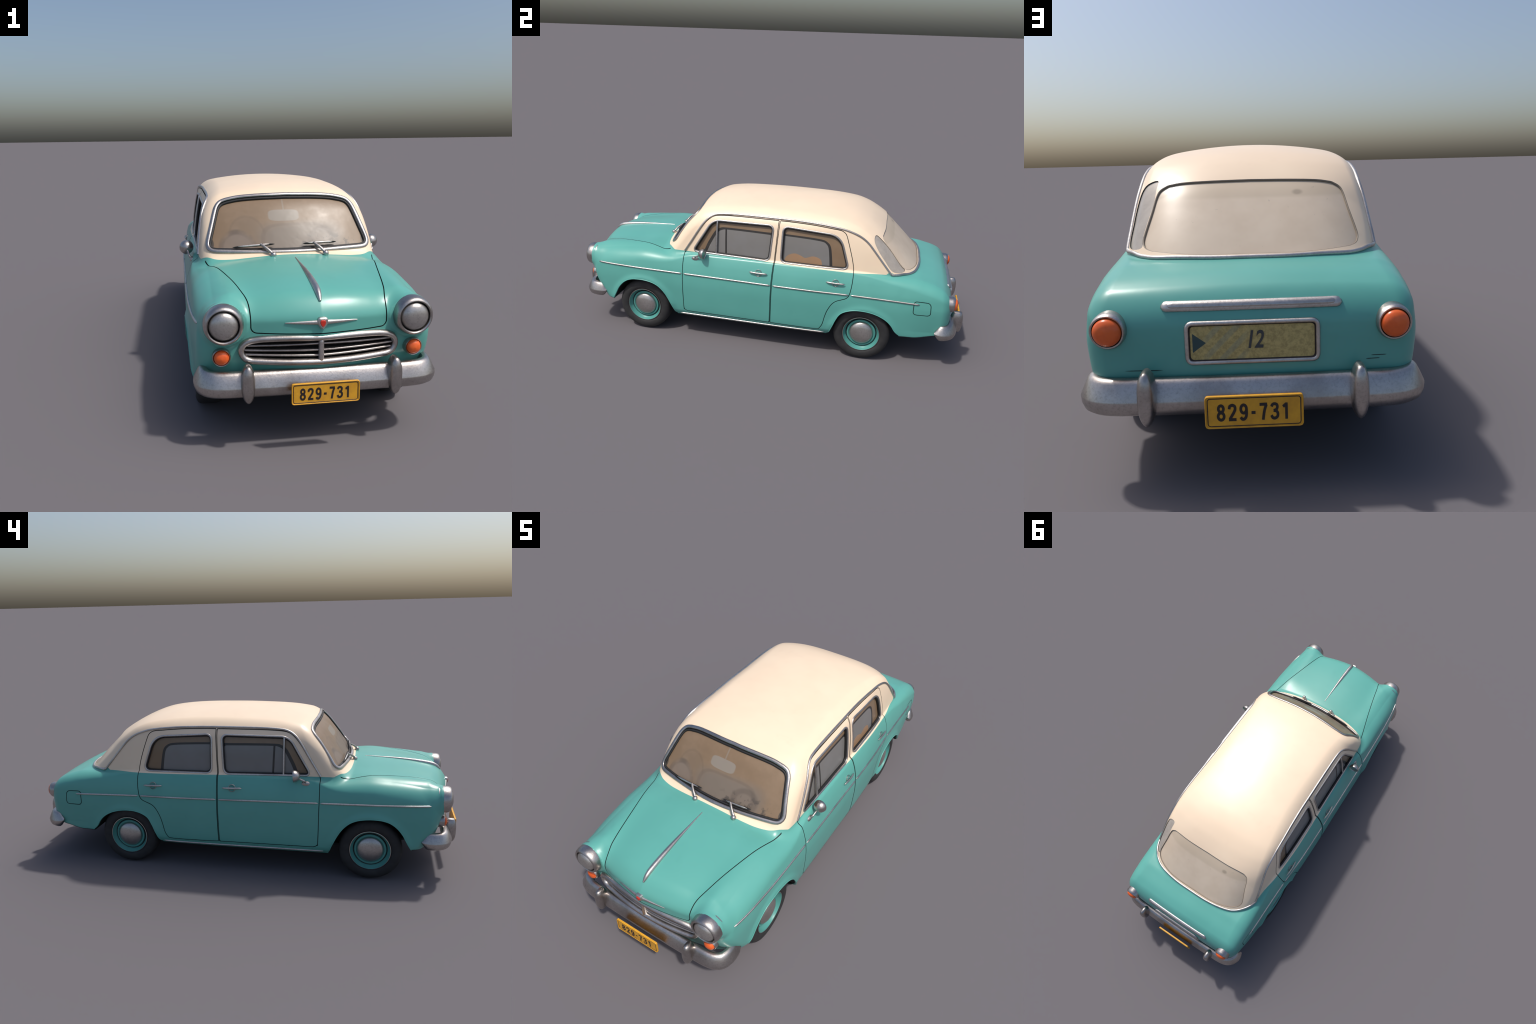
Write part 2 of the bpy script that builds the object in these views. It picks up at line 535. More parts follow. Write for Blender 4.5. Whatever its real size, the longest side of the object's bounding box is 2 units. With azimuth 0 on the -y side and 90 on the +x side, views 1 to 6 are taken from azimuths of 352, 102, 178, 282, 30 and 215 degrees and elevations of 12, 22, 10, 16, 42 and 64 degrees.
LENS = metal('headlamp_glass', (.50, .48, .46, 1), (.38, .36, .34, 1), .30, 25, .85)
RIMT = paint('rim_teal', (.078, .285, .255, 1), (.055, .21, .19, 1), (.09, .31, .275, 1), .28)
SEATM = plain('seat_cloth_seen_through', (.36, .215, .12, 1), .3, 0, (.31, .20, .12, 1), 12)
SLIVERM = plain('quarter_glass_grey', (.44, .395, .345, 1), .25, 0, (.36, .325, .285, 1), 15)


class Nodes:
    """Tiny helper to build masks on the x-z plane of the car."""
    def __init__(self, N, L):
        self.N, self.L = N, L
        sep = N.new('ShaderNodeSeparateXYZ')
        self.tc = N.new('ShaderNodeTexCoord').outputs['Object']
        L.new(self.tc, sep.inputs[0])
        self.x, self.y, self.z = sep.outputs

    def op(self, kind, *a):
        n = self.N.new('ShaderNodeMath'); n.operation = kind
        for i, v in enumerate(a):
            if hasattr(v, 'is_linked'):
                self.L.new(v, n.inputs[i])
            else:
                n.inputs[i].default_value = v
        return n.outputs[0]

    def radius(self, cx, cz, rx, rz, box=False):
        dx = self.op('DIVIDE', self.op('SUBTRACT', self.x, cx), rx)
        dz = self.op('DIVIDE', self.op('SUBTRACT', self.z, cz), rz)
        p = 4.0 if box else 2.0
        return self.op('POWER', self.op('ADD', self.op('POWER', self.op('ABSOLUTE', dx), p), self.op('POWER', self.op('ABSOLUTE', dz), p)), 1 / p)

    def fill(self, r, soft=.08):
        n = self.N.new('ShaderNodeMapRange'); n.interpolation_type = 'SMOOTHSTEP'
        n.inputs[1].default_value = 1 + soft; n.inputs[2].default_value = 1 - soft
        self.L.new(r, n.inputs[0])
        return n.outputs[0]

    def ring(self, r, w=.08):
        n = self.N.new('ShaderNodeMapRange'); n.interpolation_type = 'SMOOTHSTEP'
        n.inputs[1].default_value = w; n.inputs[2].default_value = w * .3
        self.L.new(self.op('ABSOLUTE', self.op('SUBTRACT', r, 1.0)), n.inputs[0])
        return n.outputs[0]

    def above(self, z, soft=.003):
        n = self.N.new('ShaderNodeMapRange'); n.interpolation_type = 'SMOOTHSTEP'
        n.inputs[1].default_value = z - soft; n.inputs[2].default_value = z + soft
        self.L.new(self.z, n.inputs[0])
        return n.outputs[0]


def windscreen_material():
    m, N, L, B = new_mat('windscreen_glass')
    q = Nodes(N, L)
    grain = noise(N, L, q.tc, 12, 4, .6)
    c = mix_col(N, L, ramp(N, L, grain, .35, .7), (.205, .138, .083, 1), (.235, .162, .102, 1))
    grey = (.165, .140, .118, 1)
    c = mix_col(N, L, mul(N, L, q.fill(q.radius(.045, .495, .150, .080, True), .25), .75), c, grey)      # seats behind the glass
    c = mix_col(N, L, mul(N, L, q.fill(q.radius(-.15, .535, .062, .062), .25), .2), c, grey)
    c = mix_col(N, L, mul(N, L, mul(N, L, q.ring(q.radius(-.15, .535, .062, .062), .10), q.above(.545, .02)), .16), c, (.10, .07, .05, 1))
    c = mix_col(N, L, mul(N, L, q.fill(q.radius(-.185, .492, .060, .055), .25), .45), c, (.19, .165, .15, 1))
    c = mix_col(N, L, mul(N, L, mul(N, L, q.ring(q.radius(-.185, .492, .060, .055), .22), ramp(N, L, grain, .3, .6)), .45), c, (.055, .045, .04, 1))
    c = mix_col(N, L, mul(N, L, q.ring(q.radius(.03, .50, .125, .070, True), .09), .22), c, (.09, .065, .05, 1))
    c = mix_col(N, L, mul(N, L, q.fill(q.radius(-.012, .600, .056, .0185, True), .06), .85), c, (.255, .225, .19, 1))   # inside mirror
    c = mix_col(N, L, mul(N, L, q.fill(q.radius(-.010, .640, .003, .028, True), .3), .6), c, (.24, .205, .165, 1))
    c = mix_col(N, L, mul(N, L, q.ring(q.radius(.122, .515, .046, .034), .40), .35), c, (.075, .055, .042, 1))          # steering wheel
    blot = ramp(N, L, noise(N, L, q.tc, 30, 4, .6), .50, .62)
    c = mix_col(N, L, mul(N, L, q.fill(q.radius(.13, .495, .12, .040), .4), mul(N, L, blot, .8)), c, (.06, .05, .042, 1))
    c = mix_col(N, L, mul(N, L, q.fill(q.radius(-.283, .508, .014, .020), .1), .85), c, (.05, .045, .04, 1))
    c = mix_col(N, L, mul(N, L, q.fill(q.radius(.283, .508, .014, .020), .1), .85), c, (.05, .045, .04, 1))
    L.new(c, B.inputs['Base Color'])
    rr = N.new('ShaderNodeMapRange'); rr.inputs[3].default_value = .28; rr.inputs[4].default_value = .52
    L.new(noise(N, L, q.tc, 14, 5, .6), rr.inputs[0]); L.new(rr.outputs[0], B.inputs['Roughness'])
    bp = N.new('ShaderNodeBump'); bp.inputs['Strength'].default_value = .12; bp.inputs['Distance'].default_value = .01
    L.new(noise(N, L, q.tc, 10, 3), bp.inputs['Height']); L.new(bp.outputs[0], B.inputs['Normal'])
    return m


def backlight_material():
    m, N, L, B = new_mat('rear_window_glass')
    q = Nodes(N, L)
    c = mix_col(N, L, ramp(N, L, noise(N, L, q.tc, 7, 4, .6), .35, .7), (.63, .51, .385, 1), (.69, .57, .44, 1))
    c = mix_col(N, L, mul(N, L, q.above(.572, .005), .5), c, (.52, .42, .30, 1))  # inner shade along the glass top, painted as a darker band
    c = mix_col(N, L, mul(N, L, q.fill(q.radius(-.118, .583, .012, .006), .5), .4), c, (.14, .11, .08, 1))
    c = mix_col(N, L, mul(N, L, ramp(N, L, noise(N, L, q.tc, 40, 5, .7, (1, .4, 1)), .66, .72), .4), c, (.35, .30, .25, 1))
    L.new(c, B.inputs['Base Color'])
    B.inputs['Roughness'].default_value = .33
    return m


def panel_material():
    m, N, L, B = new_mat('panel_ochre')
    q = Nodes(N, L)
    c = mix_col(N, L, ramp(N, L, noise(N, L, q.tc, 120, 5, .7), .35, .65), (.36, .285, .11, 1), (.54, .43, .17, 1))
    d = q.op('ADD', q.x, q.op('MULTIPLY', q.z, -1.0))
    w = q.op('SINE', q.op('MULTIPLY', d, 170.0))
    streak = mul(N, L, ramp(N, L, w, -.2, .6), q.fill(q.radius(-.055, .0, .042, .06, True), .35))
    c = mix_col(N, L, mul(N, L, streak, .40), c, (.22, .27, .22, 1))
    L.new(c, B.inputs['Base Color'])
    B.inputs['Roughness'].default_value = .7
    return m


SCREEN = windscreen_material()
BACKLIGHT = backlight_material()
GOLD = plain('plate_yellow', (.74, .37, .024, 1), .45, 0, (.60, .29, .022, 1), 25)
INK = plain('plate_black', (.018, .012, .012, 1), .5)

# ------------------------------------------------------------------ object helpers
CAR = bpy.data.objects.new('vintage_car', None)
bpy.context.scene.collection.objects.link(CAR)
CAR['label'] = 'small old saloon car, teal body with cream roof'
CAR['category'] = 'car'


def make(name, V, Fc, mats, parent=CAR, nrm=None, mat_idx=None, smooth=True, angle=None):
    me = bpy.data.meshes.new(name)
    me.from_pydata([tuple(v) for v in V], [], [tuple(int(i) for i in f) for f in Fc])
    if not isinstance(mats, (list, tuple)):
        mats = [mats]
    for m in mats:
        me.materials.append(m)
    if mat_idx is not None:
        me.polygons.foreach_set('material_index', np.asarray(mat_idx, np.int32))
    me.polygons.foreach_set('use_smooth', np.full(len(me.polygons), smooth))
    me.update()
    if angle:
        me.set_sharp_from_angle(angle=math.radians(angle))
    if nrm is not None:
        me.normals_split_custom_set_from_vertices([tuple(n) for n in nrm])
    o = bpy.data.objects.new(name, me)
    bpy.context.scene.collection.objects.link(o)
    o.parent = parent
    return o


def region(V, N, T, mask):
    t = T[mask]
    u, inv = np.unique(t, return_inverse=True)
    return V[u], N[u], inv.reshape(-1, 3), u


def border_edges(t):
    e = np.concatenate([t[:, [0, 1]], t[:, [1, 2]], t[:, [2, 0]]])
    key = np.sort(e, 1)
    _, idx, cnt = np.unique(key, axis=0, return_index=True, return_counts=True)
    return e[idx[cnt == 1]]


def panel(name, V, N, T, mask, mats, depth=.004, sink=0.0, parent=CAR, idx=None, wall_mat=0):
    """Panel of the body skin with an inward flange along its border."""
    v, n, t, u = region(V, N, T, mask)
    v = v - n * sink
    mi = np.zeros(len(t), int) if idx is None else idx[mask]
    if depth > 0:
        e = border_edges(t)
        ids, inv = np.unique(e, return_inverse=True)
        inv = inv.reshape(-1, 2) + len(v)
        k = len(ids)
        # average border side direction gives the wall normals
        wn = np.zeros((len(v), 3))
        ed = v[e[:, 1]] - v[e[:, 0]]
        s = np.cross(ed, n[e[:, 0]])
        np.add.at(wn, e[:, 0], s); np.add.at(wn, e[:, 1], s)
        wn = wn[ids]; wn /= np.maximum(np.linalg.norm(wn, axis=1), 1e-9)[:, None]
        top = v[ids]; bot = top - n[ids] * depth
        a, b = inv[:, 0], inv[:, 1]
        w1 = np.stack([b, a, a + k], 1); w2 = np.stack([b, a + k, b + k], 1)
        v = np.vstack([v, top, bot]); n = np.vstack([n, wn, wn]); t = np.vstack([t, w1, w2])
        mi = np.concatenate([mi, np.full(2 * len(e), wall_mat)])
    return make(name, v, t, mats, parent, n, mi)


def tube(name, path, nrm, w, h, mat, parent=CAR, closed=False, seg=10, taper=None, lift=0.0, cap=True):
    """Elliptical moulding swept along a path; w across, h along the surface normal."""
    P = np.array(path, float); Nn = np.array(nrm, float)
    m = len(P)
    if closed:
        tg = np.roll(P, -1, 0) - np.roll(P, 1, 0)
    else:
        tg = np.gradient(P, axis=0)
    tg /= np.maximum(np.linalg.norm(tg, axis=1), 1e-9)[:, None]
    sd = np.cross(tg, Nn); sd /= np.maximum(np.linalg.norm(sd, axis=1), 1e-9)[:, None]
    up = np.cross(sd, tg)
    w = np.broadcast_to(np.asarray(w, float), (m,)) * (1 if taper is None else taper)
    h = np.broadcast_to(np.asarray(h, float), (m,)) * (1 if taper is None else taper)
    ang = np.arange(seg) / seg * 2 * np.pi
    V = (P + up * lift)[:, None] + sd[:, None] * (w[:, None] * np.cos(ang))[..., None] + up[:, None] * (h[:, None] * np.sin(ang))[..., None]
    V = V.reshape(-1, 3)
    F = []
    rings = m if closed else m - 1
    for i in range(rings):
        j = (i + 1) % m
        for k in range(seg):
            l = (k + 1) % seg
            F.append((i * seg + k, i * seg + l, j * seg + l, j * seg + k))
    if not closed and cap:
        F.append(tuple(range(seg - 1, -1, -1)))
        F.append(tuple((m - 1) * seg + k for k in range(seg)))
    return make(name, V, F, mat, parent, angle=60)


def resample(p, step, closed=False):
    p = np.array(p, float)
    if closed:
        p = np.vstack([p, p[:1]])
    s = np.concatenate([[0], np.cumsum(np.linalg.norm(np.diff(p, axis=0), axis=1))])
    n = max(3, int(s[-1] / step))
    t = np.linspace(0, s[-1], n + 1)
    if closed:
        t = t[:-1]
    return np.stack([np.interp(t, s, p[:, k]) for k in range(p.shape[1])], 1)


def end_taper(m, n=4):
    t = np.ones(m)
    for i in range(n):
        v = math.sin((i + .35) / n * math.pi / 2)
        t[i] = min(t[i], v); t[-1 - i] = min(t[-1 - i], v)
    return t


def lathe(name, prof, centre, axis, mats, parent=CAR, seg=64, bands=None, angle=38, squash=(1, 1), caps=True):
    """Revolve (r, h) profile about an axis vector; bands gives material index per profile segment."""
    ax = np.array(axis, float); ax /= np.linalg.norm(ax)
    ref = np.array([0, 0, 1.]) if abs(ax[2]) < .9 else np.array([1., 0, 0])
    u = np.cross(ref, ax); u /= np.linalg.norm(u)
    v = np.cross(ax, u)
    prof = np.array(prof, float)
    ang = np.arange(seg) / seg * 2 * np.pi
    ring = np.cos(ang)[:, None] * u * squash[0] + np.sin(ang)[:, None] * v * squash[1]
    V = (np.array(centre, float) + prof[:, None, 1:2] * ax + prof[:, None, 0:1] * ring[None]).reshape(-1, 3)
    F, M = [], []
    for i in range(len(prof) - 1):
        for k in range(seg):
            l = (k + 1) % seg
            F.append((i * seg + k, i * seg + l, (i + 1) * seg + l, (i + 1) * seg + k))
            M.append(0 if bands is None else bands[i])
    if caps and prof[0, 0] > 1e-6:
        F.append(tuple(range(seg - 1, -1, -1))); M.append(0 if bands is None else bands[0])
    if caps and prof[-1, 0] > 1e-6:
        F.append(tuple((len(prof) - 1) * seg + k for k in range(seg))); M.append(0 if bands is None else bands[-1])
    o = make(name, V, F, mats, parent, mat_idx=M, angle=angle)
    return o


def box_loft(name, sections, mat, parent=CAR, angle=40):
    """Closed loft through equal-length closed sections (lists of 3-D points)."""
    S = np.array(sections, float)
    m, k = S.shape[:2]
    F = []
    for i in range(m - 1):
        for j in range(k):
            l = (j + 1) % k
            F.append((i * k + j, i * k + l, (i + 1) * k + l, (i + 1) * k + j))
    F.append(tuple(range(k - 1, -1, -1)))
    F.append(tuple((m - 1) * k + j for j in range(k)))
    o = make(name, S.reshape(-1, 3), F, mat, parent, angle=angle)
    return o


# ------------------------------------------------------------------ body skin
V, T = surface_mesh()
hood_x = curve((-1.0, .192), (-.93, .197), (-.896, .200), (-.85, .2115), (-.75, .2335), (-.62, .265), (-.53, .289), (-.48, .302), (-.40, .325))
cowl_y = curve((0, -.527), (.10, -.5255), (.18, -.519), (.25, -.502), (.30, -.470), (.325, -.432), (.34, -.385), (.37, -.30))
belt_z = curve((-.6, .40), (-.52, .425), (-.48, .4460), (-.45, .4570), (-.42, .4588), (-.39, .4590), (.07, .4535), (.30, .4490), (.456, .4465), (.63, .4490), (.70, .4490), (.8, .447))
back_y = curve((0, .7635), (.10, .7610), (.16, .7545), (.205, .7440), (.255, .7225), (.285, .690), (.300, .655), (.312, .60), (.34, .45))


def fields(V):
    a, x, y, z = np.abs(V[:, 0]), V[:, 0], V[:, 1], V[:, 2]
    yz = np.stack([y, z], 1); xz = np.stack([x, z], 1)
    flank = np.where(a > .18, -1.0, 1.0)
    cream = np.maximum(np.maximum(belt_z(y) - z, cowl_y(a) - y), np.where(z > .5, -1, 1) * 0 + (y - back_y(a)))
    cream = np.where((z > .52), -1.0, cream)
    front_mask = np.where(y < -.2, -1.0, 1.0)
    rear_mask = np.where(y > .4, -1.0, 1.0)
    hood = rmax(a - hood_x(y), .3345 + .003 * (a / .2) ** 2 - z, .016)
    hood = np.maximum(hood, np.where(y < -.475, -1, 1.0))
    arch = np.minimum(poly_sdf(yz, ARCH_F), poly_sdf(yz, ARCH_R))
    arch = np.maximum(arch, .235 - a)
    cols = [cream,
            np.maximum(poly_sdf(yz, DOOR_F), flank), np.maximum(poly_sdf(yz, DOOR_R), flank),
            hood, np.maximum(poly_sdf(yz, FUEL), flank), arch,
            np.maximum(poly_sdf(yz, WIN_F), flank), np.maximum(poly_sdf(yz, WIN_R), flank),
            np.maximum(poly_sdf(xz, WSHIELD), front_mask), np.maximum(poly_sdf(xz, RWINDOW), rear_mask),
            np.maximum(poly_sdf(yz, PANE_F), flank), np.maximum(poly_sdf(yz, FRAME_F), flank),
            np.maximum(poly_sdf(yz, PANE_R), flank), np.maximum(poly_sdf(yz, FRAME_R), flank),
            z - (floor_z(y) + .006),
            np.maximum(poly_sdf(yz, SLIVER), np.where((x > .2) & (y > .5), -1.0, 1.0)),
            np.maximum(poly_sdf(yz, SEAT), np.where(x > .2, -1.0, 1.0)),
            np.maximum(poly_sdf(xz, GRILLE), np.where(y < -.8, -1.0, 1.0)),
            np.maximum(poly_sdf(xz, TAILHOLE), np.where(y > .8, -1.0, 1.0))]
    return np.stack(cols, 1)


F = fields(V)
GAP = .0017
for k, isos in ((0, (0,)), (1, (-GAP, GAP)), (2, (-GAP, GAP)), (3, (-GAP, GAP)), (4, (-GAP, GAP)), (5, (0,)),
                (6, (0,)), (7, (0,)), (8, (0,)), (9, (0,)), (10, (0,)), (11, (0,)), (12, (0,)), (13, (0,)), (14, (0,)), (15, (0,)), (16, (0,)), (17, (0,)), (18, (0,))):
    for iso in isos:
        V, T, F = split(V, T, F, k, iso)
N = normals(V)
C = F[T].mean(1)
X = V[T].mean(1)
ins = lambda k, iso=0: C[:, k] < iso
arch = ins(5)
glassF, glassR, wshield, rwin = ins(6), ins(7), ins(8), ins(9)
sliver = ins(15) & ~rwin
glass = glassF | glassR | wshield | rwin | sliver
cream = ins(0)
hood_all = ins(3, GAP) & ~cream
band = lambda k: (np.abs(C[:, k]) <= GAP)
hood_gap = band(3) & ~cream
gap = (band(1) | band(2) | band(4) | hood_gap) & ~arch & ~glass
doorF, doorR = ins(1, -GAP) & ~gap, ins(2, -GAP) & ~gap
hood = ins(3, -GAP) & ~cream & ~gap
fuel = ins(4, -GAP) & ~gap
skin = ~arch & ~glass & ~gap & ~ins(17) & ~ins(18)
belly = ins(14)

body_mask = skin & ~doorF & ~doorR & ~hood & ~fuel & ~cream
panel('body_shell', V, N, T, body_mask, [TEAL, UNDER, SEAL], .010, idx=belly.astype(int), wall_mat=2)
panel('roof', V, N, T, skin & cream & ~doorF & ~doorR, [CREAM, SEAL], .010, wall_mat=1)
panel('hood', V, N, T, hood, [TEAL, SEAL], .006, wall_mat=1)
left = X[:, 0] > 0
doors = {}
for sgn, sm in ((1, left), (-1, ~left)):
    doors['F', sgn] = panel('door', V, N, T, doorF & sm & ~glass, [TEAL, CREAM, SEAL], .010, idx=cream.astype(int), wall_mat=2)
    doors['R', sgn] = panel('door', V, N, T, doorR & sm & ~glass, [TEAL, CREAM, SEAL], .010, idx=cream.astype(int), wall_mat=2)
    panel('fuel_flap', V, N, T, fuel & sm, [TEAL, SEAL], .006, wall_mat=1)
    tint_i = np.where(ins(10), 2, np.where(ins(11), 1, 0))
    tint_r = np.where(ins(12) & ins(16), 3, np.where(ins(12), 2, np.where(ins(13), 1, 0)))
    panel('door_window', V, N, T, glassF & sm, [TINT, INNERF, PANE], 0, .012, doors['F', sgn], tint_i)
    panel('door_window', V, N, T, glassR & sm, [TINT, INNERF, PANE, SEATM], 0, .012, doors['R', sgn], tint_r)
panel('seam_seal', V, N, T, gap, SEAL, 0, .0055)
panel('windshield', V, N, T, wshield, SCREEN, 0, .006)
panel('window_glass', V, N, T, rwin, BACKLIGHT, 0, .005)
panel('quarter_glass', V, N, T, sliver, SLIVERM, 0, .003)

# inner black core that closes the wheel wells
for outline in (ARCH_F, ARCH_R):
    for s in (1, -1):
        p = resample(outline[:-2], .008)
        o = on_side(p[:, 0], np.maximum(p[:, 1], .13), s)
        o[:, 2] = p[:, 1]
        o[:, 0] -= s * (.010 + .02 * np.clip((.15 - p[:, 1]) / .03, 0, 1))
        i = o.copy(); i[:, 0] = s * .22
        k = len(o)
        f = [(j, j + 1, k + j + 1, k + j) for j in range(k - 1)]
        f.append(tuple(k + j for j in range(k)))
        make('wheel_well', np.vstack([o, i]), f, WELL)
# arch lip
for outline in (ARCH_F, ARCH_R):
    for s in (1, -1):
        p = resample(outline[:-2], .008)
        o = on_side(p[:, 0], p[:, 1], s)
        tube('arch_lip', o - np.array([s * .003, 0, 0]), normals(o), .0025, .005, TEAL, taper=end_taper(len(o), 3))

# ------------------------------------------------------------------ mouldings on the flanks
def side_path(yz, s, step=.006):
    p = resample(np.array(yz, float), step)
    o = on_side(p[:, 0], p[:, 1], s)
    return o, normals(o)


STRIP = curve((-.86, .3555), (-.39, .3535), (.066, .3487), (.45, .3440), (.776, .3363))
for s in (1, -1):
    for y0, y1 in ((-.861, -.3955), (-.3865, .0625), (.0735, .4435), (.4535, .776)):
        yy = np.linspace(y0, y1, 60)
        o, n = side_path(np.stack([yy, STRIP(yy)], 1), s, .005)
        tube('body_moulding', o, n, .0042, .0042, TRIM, lift=.001, taper=end_taper(len(o), 3))
    yy = np.linspace(-.411, .341, 100)
    o, n = side_path(np.stack([yy, .1262 + 0 * yy], 1), s, .006)
    tube('sill_moulding', o, n, .0048, .0045, TRIM, lift=.001, taper=end_taper(len(o), 3))
    # drip rail from the front pillar foot over the doors to the rear pillar foot
    drip = spline([(-.392, .461), (-.357, .517), (-.325, .570), (-.302, .605), (-.278, .632), (-.246, .650),
                   (-.20, .6575), (-.10, .661), (.08, .661), (.25, .657), (.37, .647), (.43, .634), (.478, .614),
                   (.515, .586), (.555, .541), (.592, .497), (.632, .450)], 8)
    o, n = side_path(drip, s, .006)
    tube('drip_rail', o, n, .0048, .006, TRIM, lift=.001)
    for key, win, gl in (('F', WIN_F, 0), ('R', WIN_R, 0)):
        c = win.mean(0)
        def ring(off):
            p = resample(win, .005, True)
            t = np.roll(p, -1, 0) - np.roll(p, 1, 0)
            nn = np.stack([t[:, 1], -t[:, 0]], 1); nn /= np.linalg.norm(nn, axis=1)[:, None]
            sg = 1 if ((p + nn * .002 - c) ** 2).sum() > ((p - c) ** 2).sum() else -1
            q = p + nn * sg * off
            return on_side(q[:, 0], q[:, 1], s)
        o = ring(.0040)
        tube('window_trim', o, normals(o), .0045, .0038, TRIM, doors[key, s], True)
        o = ring(-.0012)
        tube('window_gasket', o - normals(o) * .006, normals(o), .0042, .006, RUBBER, doors[key, s], True)
    # far door's window post seen through the glass
    o, n = side_path([(-.1845, .588), (-.1795, .462)], s)
    tube('window_post', o, n, .0042, .0016, INNERF, doors['F', s], lift=-.0118)
    # quarter-light divider
    o, n = side_path([(-.2290, .626), (-.2285, .459)], s)
    tube('quarter_light_bar', o, n, .0050, .006, TRIM, doors['F', s], lift=-.004)

# windscreen surround
def screen_ring(poly, off, front=True):
    p = resample(poly, .006, True)
    c = p.mean(0)
    t = np.roll(p, -1, 0) - np.roll(p, 1, 0)
    nn = np.stack([t[:, 1], -t[:, 0]], 1); nn /= np.linalg.norm(nn, axis=1)[:, None]
    sg = 1 if ((p + nn * .002 - c) ** 2).sum() > ((p - c) ** 2).sum() else -1
    q = p + nn * sg * off
    return on_front(q) if front else on_back(q)


o = screen_ring(WSHIELD, .004)
tube('windscreen_surround', o, normals(o), .0076, .0045, CHROME, closed=True, lift=.002, seg=14)
o = screen_ring(WSHIELD, -.004)
tube('windscreen_gasket', o, normals(o), .0050, .0045, RUBBER, closed=True, lift=-.003)
o = screen_ring(RWINDOW, .0, False)
tube('window_gasket', o, normals(o), .0026, .0026, plain('window_edge_brown', (.22, .18, .14, 1), .5), closed=True, lift=-.003)  # thin brown line round the edge of the glass
# chrome at the foot of the rear window
aa = np.concatenate([np.linspace(-1, 1, 121)])
foot = spline([(-.306, .634, .449), (-.300, .660, .450), (-.285, .690, .452), (-.255, .7225, .449), (-.205, .744, .446), (-.10, .761, .444),
               (0, .7635, .444), (.10, .761, .444), (.205, .744, .446), (.255, .7225, .449), (.285, .690, .452), (.300, .660, .450), (.306, .634, .449)], 14)
foot = project(foot, 4)
tube('window_foot_trim', foot, normals(foot), .0055, .0055, TRIM, lift=.001)

# ------------------------------------------------------------------ wheels
TY = [(.086, .010), (.090, .0195), (.096, .0245), (.104, .0270), (.115, .0270), (.126, .0240), (.133, .0185), (.1365, .012), (.138, .003), (.138, -.040),
      (.1365, -.049), (.132, -.057), (.120, -.063), (.100, -.062), (.086, -.058), (.086, .010)]
RIM = [(.0890, .0100), (.0905, .0215), (.0900, .0240), (.0875, .0245), (.0855, .0215), (.0840, .0150), (.0790, .0100), (.0755, .0040), (.0725, .003),
       (.0705, .0075), (.0670, .0105), (.0630, .0105), (.0600, .007), (.0560, .004), (.0, .004)]
CAP = [(.0570, .004), (.0570, .0120), (.0555, .0150), (.0515, .0180), (.043, .0225), (.030, .0258), (.015, .0275), (.0, .0280)]
wheel_mesh = {}
for s in (1, -1):
    for cy in (-.6145, .5195):
        w = bpy.data.objects.new('wheel', None)
        bpy.context.scene.collection.objects.link(w); w.parent = CAR
        c = (s * .3275, cy, .138)
        if s not in wheel_mesh:
            ax = (s, 0, 0)
            parts = [lathe('tyre', TY, (0, 0, 0), ax, TYRE, w, 72, caps=False),
                     lathe('rim', RIM, (0, 0, 0), ax, [RIMT, CHROME, RUBBER], w, 72, [1, 1, 1, 0, 0, 0, 0, 2, 2, 0, 0, 0, 0, 0], caps=False),
                     lathe('hubcap', CAP, (0, 0, 0), ax, LENS, w, 64)]
            wheel_mesh[s] = parts
        else:
            for p in wheel_mesh[s]:
                q = p.copy(); bpy.context.scene.collection.objects.link(q); q.parent = w
        w.location = c
# axles
for cy in (-.6145, .5195):
    lathe('axle', [(.02, -.28), (.02, .28)], (0, cy, .138), (1, 0, 0), UNDER, seg=16)

# ------------------------------------------------------------------ lamps
def lamp(name, c, axis, ring, lens, lens_mat, ring_mat=CHROME):
    e = bpy.data.objects.new(name, None)
    bpy.context.scene.collection.objects.link(e); e.parent = CAR
    lathe('lamp_rim', ring, c, axis, [ring_mat, RUBBER], e, 64, [0] * (len(ring) - 2) + [1])
    lathe('lamp_lens', lens, c, axis, lens_mat, e, 56)
    return e


for s in (1, -1):
    lamp('headlamp', (s * .2750, -.9115, .3670), (s * .02, -1, .0),
         [(.0570, -.02), (.0578, .002), (.0572, .016), (.0550, .0265), (.0515, .0325), (.0480, .0340), (.0450, .0315), (.0435, .024), (.0430, .018)],
         [(.0422, .016), (.0417, .0260), (.0385, .0325), (.031, .0385), (.021, .0425), (.010, .0440), (.0, .0445)], LENS)
    lamp('turn_signal', (s * .2815, -.9020, .2690), (s * .05, -1, 0),
         [(.0270, -.03), (.0270, .012), (.0262, .0195), (.0245, .0225), (.0228, .0215), (.0220, .015)],
         [(.0215, .012), (.0212, .0225), (.0180, .0285), (.0115, .0325), (.0, .034)], ORANGE)
    lamp('tail_lamp', (s * .2905, .917, .3300), (s * .05, 1, -.05),
         [(.0375, -.03), (.0375, .008), (.0365, .017), (.0340, .0205), (.0312, .0200), (.0300, .013)],
         [(.0295, .012), (.0288, .0225), (.0250, .0295), (.0160, .0345), (.0, .0365)], ORANGE)

# ------------------------------------------------------------------ grille
def front_y(x, z, out=0.0):
    return f_front(np.abs(x), z) - out


def grille_y(x):
    return -.9385 + .47 * x ** 2


gp = resample(GRILLE, .006, True)
G3 = np.stack([gp[:, 0], grille_y(gp[:, 0]), gp[:, 1]], 1)
grille = bpy.data.objects.new('grille', None)
bpy.context.scene.collection.objects.link(grille); grille.parent = CAR
tube('grille_surround', G3, np.tile([0, -1., 0], (len(G3), 1)), .0100, .0135, CHROME, grille, True, 14)
